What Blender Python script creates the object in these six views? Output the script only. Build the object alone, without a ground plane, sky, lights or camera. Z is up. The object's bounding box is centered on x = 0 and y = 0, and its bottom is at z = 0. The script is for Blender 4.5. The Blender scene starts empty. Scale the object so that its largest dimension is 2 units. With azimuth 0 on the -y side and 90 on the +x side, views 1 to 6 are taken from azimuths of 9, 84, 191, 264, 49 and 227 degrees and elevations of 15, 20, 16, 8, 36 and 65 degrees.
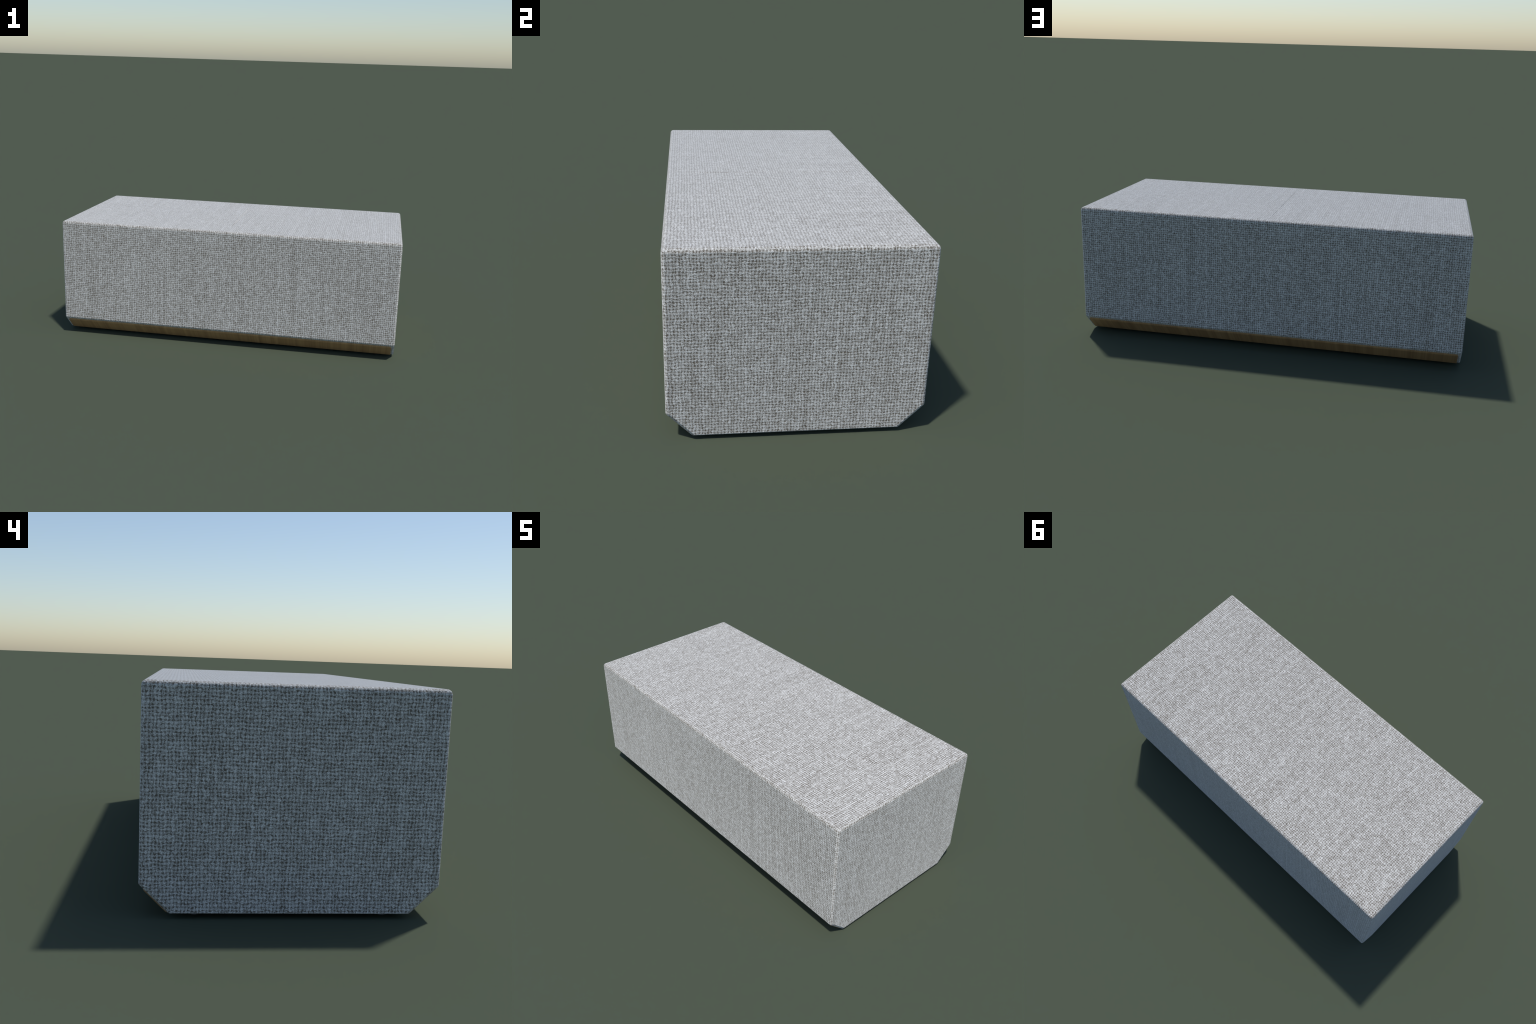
"""Long upholstered bench: a linen-covered block with chamfered lower edges,
a folded wooden tray let into the chamfers and the underside, and four glides."""
import bpy, bmesh, math
from mathutils import Vector

# ------------------------------------------------------------------ sizes (m)
HALF_LENGTH, HALF_WIDTH, HEIGHT = 1.0, 0.4582, 0.7054
UNDERSIDE = 0.0142            # height of the fabric underside above the floor
CHAMFER = 0.0890              # both legs of the lower long chamfers
EDGE_ROUND = 0.0155           # rounding of the cushion edges
WOOD_HALF_LENGTH = 0.982
WOOD_START = 0.0155           # distance of the wood from the chamfer's upper edge
WOOD_PROUD = 0.0054
GLIDE_RADIUS = 0.0150
GLIDE_X, GLIDE_Y = 0.952, 0.291


# ------------------------------------------------------------- node helpers
class Graph:
    def __init__(self, name):
        self.material = bpy.data.materials.new(name)
        self.material.use_nodes = True
        self.tree = self.material.node_tree
        self.shader = self.tree.nodes["Principled BSDF"]

    def node(self, kind, **settings):
        n = self.tree.nodes.new(kind)
        for k, v in settings.items():
            setattr(n, k, v)
        return n

    def put(self, socket, value):
        if isinstance(value, bpy.types.NodeSocket):
            self.tree.links.new(value, socket)
        elif value is not None:
            socket.default_value = value

    def math(self, op, a, b=None, c=None, clamp=False):
        n = self.node("ShaderNodeMath", operation=op, use_clamp=clamp)
        for s, v in zip(n.inputs, (a, b, c)):
            self.put(s, v)
        return n.outputs[0]

    def mix(self, t, a, b):
        """linear blend of two numbers"""
        n = self.node("ShaderNodeMix", data_type="FLOAT")
        self.put(n.inputs[0], t)
        self.put(n.inputs[2], a)
        self.put(n.inputs[3], b)
        return n.outputs[0]

    def mix_colour(self, t, a, b, blend="MIX"):
        n = self.node("ShaderNodeMix", data_type="RGBA", blend_type=blend)
        self.put(n.inputs[0], t)
        self.put(n.inputs[6], a)
        self.put(n.inputs[7], b)
        return n.outputs[2]

    def combine(self, x=0.0, y=0.0, z=0.0):
        n = self.node("ShaderNodeCombineXYZ")
        for s, v in zip(n.inputs, (x, y, z)):
            self.put(s, v)
        return n.outputs[0]

    def noise(self, vector, scale, detail=1.0, rough=0.5):
        n = self.node("ShaderNodeTexNoise")
        self.put(n.inputs["Vector"], vector)
        n.inputs["Scale"].default_value = scale
        n.inputs["Detail"].default_value = detail
        n.inputs["Roughness"].default_value = rough
        return n.outputs["Fac"]

    def white(self, vector):
        n = self.node("ShaderNodeTexWhiteNoise", noise_dimensions="3D")
        self.put(n.inputs["Vector"], vector)
        return n.outputs["Value"]

    def ramp(self, value, stops, interpolation="LINEAR"):
        n = self.node("ShaderNodeValToRGB")
        n.color_ramp.interpolation = interpolation
        e = n.color_ramp.elements
        while len(e) < len(stops):
            e.new(0.5)
        for el, (pos, col) in zip(e, stops):
            el.position, el.color = pos, (*col, 1.0)
        self.put(n.inputs[0], value)
        return n.outputs[0]


def linen_material():
    """Plain weave of slubby threads; the weave lies in the plane of each face."""
    g = Graph("grey_linen")
    tc = g.node("ShaderNodeTexCoord")
    pos, nor = g.node("ShaderNodeSeparateXYZ"), g.node("ShaderNodeSeparateXYZ")
    g.put(pos.inputs[0], tc.outputs["Object"])
    g.put(nor.inputs[0], tc.outputs["Normal"])
    X, Y, Z = pos.outputs
    # which pair of coordinates runs in the cloth: ends use y,z; top x,y; sides x,z
    end = g.math("GREATER_THAN", g.math("ABSOLUTE", nor.outputs[0]), 0.64)
    flat = g.math("GREATER_THAN", g.math("ABSOLUTE", nor.outputs[2]), 0.76)
    side_u = g.mix(end, X, Y)
    u = side_u
    v = g.mix(flat, Z, g.mix(end, Y, X))
    sheet = g.math("ADD", g.math("MULTIPLY", end, 3.7), g.math("MULTIPLY", flat, 7.9))
    place = g.combine(u, v, sheet)
    # threads wander a little
    wob_u = g.math("SUBTRACT", g.noise(place, 42.0, 1.0), 0.5)
    wob_v = g.math("SUBTRACT", g.noise(g.combine(v, sheet, u), 42.0, 1.0), 0.5)
    a = g.math("ADD", g.math("DIVIDE", u, WARP), g.math("MULTIPLY", wob_u, 1.2))
    b = g.math("ADD", g.math("DIVIDE", v, WEFT), g.math("MULTIPLY", wob_v, 1.05))
    i, j = g.math("FLOOR", a), g.math("FLOOR", b)
    fu, fv = g.math("FRACT", a), g.math("FRACT", b)
    su = g.math("SINE", g.math("MULTIPLY", fu, math.pi))
    sv = g.math("SINE", g.math("MULTIPLY", fv, math.pi))
    odd = g.math("FLOORED_MODULO", g.math("ADD", i, j), 2.0)
    over = g.math("MULTIPLY", su, g.math("ADD", 0.55, g.math("MULTIPLY", sv, 0.45)))
    under = g.math("MULTIPLY", sv, g.math("ADD", 0.55, g.math("MULTIPLY", su, 0.45)))
    weave = g.mix(odd, over, under)
    # open pits where four threads part, some wider than others
    gap_u = g.math("SUBTRACT", 1.0, g.math("MULTIPLY", su, su))
    gap_v = g.math("SUBTRACT", 1.0, g.math("MULTIPLY", sv, sv))
    pits = g.math("MULTIPLY", gap_u, gap_v)
    corner = g.combine(g.math("FLOOR", g.math("ADD", a, 0.5)), g.math("FLOOR", g.math("ADD", b, 0.5)), g.math("ADD", sheet, 17.0))
    pits = g.math("MULTIPLY", pits, g.math("ADD", 0.45, g.white(corner)))
    # each crossing and each thread has its own strength; slubs run along threads
    cell = g.white(g.combine(i, j, sheet))
    warp_tone = g.noise(g.combine(g.math("MULTIPLY", i, 9.3), g.math("MULTIPLY", v, 1.6), sheet), 1.0, 1.0)
    weft_tone = g.noise(g.combine(g.math("MULTIPLY", u, 4.0), g.math("MULTIPLY", j, 9.3), g.math("ADD", sheet, 31.0)), 1.0, 1.0)
    fuzz = g.noise(place, 290.0, 0.5, 0.5)
    h = g.math("SUBTRACT", g.math("MULTIPLY", weave, 0.30), g.math("MULTIPLY", pits, 0.37))
    for value, amount in ((cell, 0.24), (warp_tone, 0.27), (weft_tone, 0.08), (fuzz, 1.3)):
        h = g.math("ADD", h, g.math("MULTIPLY", g.math("SUBTRACT", value, 0.5), amount))
    h = g.math("ADD", h, 0.435, clamp=True)
    # base colour blended to one even, paler tone at low view angles
    edge_on = g.node("ShaderNodeLayerWeight")
    edge_on.inputs["Blend"].default_value = 0.5
    hide = g.math("MULTIPLY", g.math("SUBTRACT", edge_on.outputs["Facing"], 0.45, clamp=True), 1.2, clamp=True)
    colour = g.ramp(g.mix(hide, h, 0.56), LINEN)
    # faint warm and cool drift between neighbouring yarns
    tint = g.noise(place, 130.0, 0.0)
    colour = g.mix_colour(g.math("MULTIPLY", g.math("SUBTRACT", tint, 0.45, clamp=True), 0.5), colour, (1.04, 0.97, 0.90, 1), "MULTIPLY")
    g.put(g.shader.inputs["Base Color"], colour)
    g.shader.inputs["Roughness"].default_value = 0.7
    g.shader.inputs["Specular IOR Level"].default_value = 0.42
    g.shader.inputs["Diffuse Roughness"].default_value = 0.5      # matt, fibrous cloth
    g.shader.inputs["Sheen Weight"].default_value = 0.22
    g.shader.inputs["Sheen Roughness"].default_value = 0.4
    g.shader.inputs["Sheen Tint"].default_value = (0.84, 0.92, 1.0, 1.0)  # tinted blue to put the sky's reflection into the cloth
    bump = g.node("ShaderNodeBump")
    bump.inputs["Strength"].default_value = 0.3
    bump.inputs["Distance"].default_value = 0.003
    g.put(bump.inputs["Height"], h)
    g.put(g.shader.inputs["Normal"], bump.outputs[0])
    return g.material


WARP, WEFT = 0.0111, 0.0116
LINEN = [(0.0, (0.115, 0.097, 0.076)), (0.25, (0.226, 0.206, 0.177)), (0.50, (0.398, 0.389, 0.366)), (0.75, (0.580, 0.577, 0.558)), (1.0, (0.77, 0.771, 0.76))]


def wood_material():
    """Oiled brown veneer; the grain crosses the strip, plank tone drifts along it."""
    g = Graph("brown_veneer")
    tc = g.node("ShaderNodeTexCoord")
    pos = g.node("ShaderNodeSeparateXYZ")
    g.put(pos.inputs[0], tc.outputs["Object"])
    X, Y, Z = pos.outputs
    across = g.math("SUBTRACT", g.math("ABSOLUTE", Y), Z)
    bend = g.math("MULTIPLY", g.noise(g.combine(X, across, 0.0), 6.0, 1.0), 0.02)
    lane = g.math("ADD", X, bend)
    broad = g.noise(g.combine(g.math("MULTIPLY", lane, 26.0), g.math("MULTIPLY", across, 1.6), 0.0), 1.0, 2.0)
    fine = g.noise(g.combine(g.math("MULTIPLY", lane, 120.0), g.math("MULTIPLY", across, 4.0), 5.0), 1.0, 2.0, 0.6)
    pores = g.noise(g.combine(g.math("MULTIPLY", lane, 420.0), g.math("MULTIPLY", across, 16.0), 9.0), 1.0, 1.0)
    t = g.math("ADD", g.math("MULTIPLY", broad, 0.55), g.math("MULTIPLY", fine, 0.45))
    t = g.math("ADD", t, g.math("MULTIPLY", g.math("SUBTRACT", pores, 0.5), 0.12), clamp=True)
    colour = g.ramp(t, [(0.32, (0.30, 0.170, 0.077)), (0.48, (0.395, 0.234, 0.106)), (0.66, (0.50, 0.308, 0.145))])
    g.put(g.shader.inputs["Base Color"], colour)
    g.shader.inputs["Roughness"].default_value = 0.55
    bump = g.node("ShaderNodeBump")
    bump.inputs["Strength"].default_value = 0.15
    bump.inputs["Distance"].default_value = 0.0006
    g.put(bump.inputs["Height"], t)
    g.put(g.shader.inputs["Normal"], bump.outputs[0])
    return g.material


def glide_material():
    g = Graph("dark_plastic")
    tc = g.node("ShaderNodeTexCoord")
    speck = g.noise(tc.outputs["Object"], 300.0, 1.0)
    g.put(g.shader.inputs["Base Color"], g.ramp(speck, [(0.3, (0.10, 0.10, 0.11)), (0.7, (0.15, 0.15, 0.16))]))
    g.shader.inputs["Roughness"].default_value = 0.5
    return g.material


# -------------------------------------------------------------------- parts
def add(name, mesh, material, parent):
    mesh.materials.append(material)
    o = bpy.data.objects.new(name, mesh)
    o.parent = parent
    bpy.context.scene.collection.objects.link(o)
    return o


def smooth(bm, mesh, angle):
    for f in bm.faces:
        f.smooth = True
    for e in bm.edges:
        if len(e.link_faces) == 2 and e.calc_face_angle(0.0) > math.radians(angle):
            e.smooth = False
    bm.to_mesh(mesh)
    bm.free()


def fabric_cover(parent, material):
    """Prism with a chamfered section, edges rounded, a shallow pulled crease
    across the middle of the seat."""
    w, h, z, c = HALF_WIDTH, HEIGHT, UNDERSIDE, CHAMFER
    section = [(-w, h), (-w, z + c), (-w + c, z), (w - c, z), (w, z + c), (w, h)]
    bm = bmesh.new()
    rings = [[bm.verts.new((x, y, q)) for y, q in section] for x in (-HALF_LENGTH, HALF_LENGTH)]
    n = len(section)
    bm.faces.new(rings[0])
    bm.faces.new(rings[1][::-1])
    for k in range(n):
        m = (k + 1) % n
        bm.faces.new((rings[0][m], rings[0][k], rings[1][k], rings[1][m]))
    bmesh.ops.recalc_face_normals(bm, faces=bm.faces)
    weight = bm.edges.layers.float.new("bevel_weight_edge")
    for e in bm.edges:
        p, q = e.verts[0].co, e.verts[1].co
        along = abs(p.x - q.x) > 0.1
        top = min(p.z, q.z) > h - 0.01
        if along:
            low = max(p.z, q.z) < z + 0.01
            e[weight] = 1.0 if top else (0.45 if low else 0.16)
        else:
            middle = 0.5 * (p.z + q.z)
            # crisp lower hem, narrow rounding at the chamfer ends, its dark band shaded by normals
            upright = abs(p.y - q.y) < 1e-6
            e[weight] = 0.35 if middle < z + 0.01 else (1.0 if middle > h - 0.01 else (0.8 if upright else 0.62))
    mesh = bpy.data.meshes.new("fabric_cover")
    bm.to_mesh(mesh)
    bm.free()
    o = add("fabric_cover", mesh, material, parent)
    bev = o.modifiers.new("edge_rounding", "BEVEL")
    bev.limit_method, bev.width, bev.segments, bev.offset_type = "WEIGHT", EDGE_ROUND, 6, "OFFSET"
    bpy.context.view_layer.update()
    done = bpy.data.meshes.new_from_object(o.evaluated_get(bpy.context.evaluated_depsgraph_get()))
    o.modifiers.clear()
    bm = bmesh.new()
    bm.from_mesh(done)
    for x in (-CREASE_HALF, 0.0, CREASE_HALF):
        bmesh.ops.bisect_plane(bm, geom=bm.verts[:] + bm.edges[:] + bm.faces[:], plane_co=(x, 0, 0), plane_no=(1, 0, 0))
    strip = [f for f in bm.faces if abs(f.calc_center_median().x) < CREASE_HALF and f.calc_center_median().z > h - 1e-4]
    for s in range(-19, 20):
        strip = [f for f in bm.faces if abs(f.calc_center_median().x) < CREASE_HALF and f.calc_center_median().z > h - 1e-4]
        geom = list({v for f in strip for v in f.verts}) + list({e for f in strip for e in f.edges}) + strip
        bmesh.ops.bisect_plane(bm, geom=geom, plane_co=(0, s * 0.02, 0), plane_no=(0, 1, 0))
    for v in bm.verts:
        if abs(v.co.x) < 1e-5 and v.co.z > h - 1e-4 and abs(v.co.y) < 0.37:
            t = math.sqrt(1.0 - (v.co.y / 0.37) ** 2)
            v.co.z -= CREASE * t * (0.8 + 0.2 * math.sin(31.0 * v.co.y))
    d = math.sqrt(0.5)
    panels = [Vector(p) for p in ((1, 0, 0), (-1, 0, 0), (0, 1, 0), (0, -1, 0), (0, 0, 1), (0, 0, -1), (0, d, -d), (0, -d, -d))]
    bm.normal_update()
    flat = {f: max(panels, key=lambda p: p.dot(f.normal)) for f in bm.faces if max(p.dot(f.normal) for p in panels) > 0.99995}
    # flat panels keep their own normal, roundings run smoothly between them,
    # the walls of the crease stay crisp
    normals = []
    for f in bm.faces:
        f.smooth = True
        centre = f.calc_center_median()
        crease_wall = abs(centre.x) < CREASE_HALF and abs(centre.y) < 0.43 and centre.z > h - 0.01
        for v in f.verts:
            if f in flat:
                normals.append(flat[f])
            elif crease_wall:
                normals.append(f.normal.copy())
            elif abs(f.normal.x) > 0.05 and abs(f.normal.y) > 0.05 and f.normal.z < -0.05:
                normals.append(Vector((math.copysign(d, f.normal.x), math.copysign(0.5, f.normal.y), -0.5)))  # one fixed normal over the rounding, set for a hard-edged unlit strip
            else:
                near = {tuple(flat[k]) for k in v.link_faces if k in flat}
                normals.append(sum((Vector(k) for k in near), Vector()).normalized() if near else v.normal.copy())
    bm.to_mesh(done)
    bm.free()
    done.normals_split_custom_set(normals)
    done.name = "fabric_cover_cloth"
    o.data = done
    return o


CREASE, CREASE_HALF = 0.0043, 0.0028


def wooden_base(parent, material):
    """A thin folded tray: strip on each chamfer, joined across the underside."""
    w, z, c = HALF_WIDTH, UNDERSIDE, CHAMFER
    r = 0.014
    d = math.sqrt(0.5)
    lift = WOOD_PROUD
    bottom = z - 0.0012               # the tray's underside, just below the cloth
    # distance along the chamfer at which the proud face meets the underside
    foot = (z + c - lift * d - bottom) / d
    fold = 0.006

    def half_length(s):               # rounded upper corners
        t = min(max(s - WOOD_START, 0.0), r)
        return WOOD_HALF_LENGTH - r + math.sqrt(max(r * r - (r - t) ** 2, 0.0))

    def chamfer_point(s):
        # the veneer's upper edge is rounded over, so it swells out of the cloth
        rise = math.sin(min(max((s - WOOD_START) / 0.014, 0.0), 1.0) * math.pi / 2)
        lift = 0.0012 + (WOOD_PROUD - 0.0012) * rise
        return (-(w - s * d + lift * d), z + c - s * d - lift * d, (-d, -d), half_length(s))

    marks = [WOOD_START + r * (1.0 - math.cos(k * math.pi / 16)) for k in range(9)]
    marks += [WOOD_START + 0.017, 0.05, 0.08, foot - fold]
    front = [chamfer_point(s) for s in marks]
    p0 = Vector(front[-1][:2])
    p1 = Vector(chamfer_point(foot)[:2])
    p2 = p1 + Vector((fold, 0.0))
    bend = []
    for k in range(1, 6):             # soft fold onto the underside
        t = k / 6.0
        a = math.radians(45.0 * (1 - t))
        p = p0 * (1 - t) ** 2 + p1 * 2 * t * (1 - t) + p2 * t * t
        bend.append((p.x, p.y, (-math.sin(a), -math.cos(a)), WOOD_HALF_LENGTH))
    under = [(p2.x, p2.y, (0.0, -1.0), WOOD_HALF_LENGTH)]
    left = front + bend + under
    right = [(-y, q, (-ny, nz), hl) for y, q, (ny, nz), hl in left[::-1]]
    stations = left + right
    columns = 48
    bm = bmesh.new()
    sheets = []
    for offset in (0.0, -WOOD_PROUD - 0.004):
        sheet = []
        for y, q, (ny, nz), hl in stations:
            sheet.append([bm.verts.new((hl * (2.0 * k / columns - 1.0), y + ny * offset, q + nz * offset)) for k in range(columns + 1)])
        sheets.append(sheet)
    for sheet in sheets:
        for a, b in zip(sheet, sheet[1:]):
            for k in range(columns):
                bm.faces.new((a[k], a[k + 1], b[k + 1], b[k]))
    outer, inner = sheets
    rim = [[(s, k) for k in range(columns + 1)] for s in (0, len(stations) - 1)]
    rim += [[(s, k) for s in range(len(stations))] for k in (0, columns)]
    for line in rim:
        for (s0, k0), (s1, k1) in zip(line, line[1:]):
            bm.faces.new((outer[s0][k0], outer[s1][k1], inner[s1][k1], inner[s0][k0]))
    bmesh.ops.recalc_face_normals(bm, faces=bm.faces)
    mesh = bpy.data.meshes.new("wooden_base")
    smooth(bm, mesh, 35)
    return add("wooden_base", mesh, material, parent)


def glides(parent, material):
    """Small round floor glides under the corners, lower rim rounded."""
    top = UNDERSIDE + 0.001
    profile = [(0.0, 0.0), (GLIDE_RADIUS - 0.003, 0.0), (GLIDE_RADIUS - 0.0009, 0.0009),
               (GLIDE_RADIUS, 0.003), (GLIDE_RADIUS, top), (0.0, top)]
    turns = 32
    bm = bmesh.new()
    rings = []
    for r, q in profile:
        if r == 0.0:
            rings.append([bm.verts.new((0, 0, q))])
        else:
            rings.append([bm.verts.new((r * math.cos(k * math.tau / turns), r * math.sin(k * math.tau / turns), q)) for k in range(turns)])
    for a, b in zip(rings, rings[1:]):
        for k in range(turns):
            m = (k + 1) % turns
            if len(a) == 1:
                bm.faces.new((a[0], b[m], b[k]))
            elif len(b) == 1:
                bm.faces.new((a[k], a[m], b[0]))
            else:
                bm.faces.new((a[k], a[m], b[m], b[k]))
    bmesh.ops.recalc_face_normals(bm, faces=bm.faces)
    mesh = bpy.data.meshes.new("glide")
    smooth(bm, mesh, 40)
    first = add("glide", mesh, material, parent)
    first.location = (-GLIDE_X, -GLIDE_Y, 0.0)
    for x, y in ((GLIDE_X, -GLIDE_Y), (GLIDE_X, GLIDE_Y), (-GLIDE_X, GLIDE_Y)):
        o = first.copy()
        o.location = (x, y, 0.0)
        bpy.context.scene.collection.objects.link(o)


bench = bpy.data.objects.new("upholstered_bench", None)
bench["label"] = "long grey linen upholstered bench with chamfered wooden base"
bench["category"] = "ottoman bench"
bpy.context.scene.collection.objects.link(bench)
fabric_cover(bench, linen_material())
wooden_base(bench, wood_material())
glides(bench, glide_material())
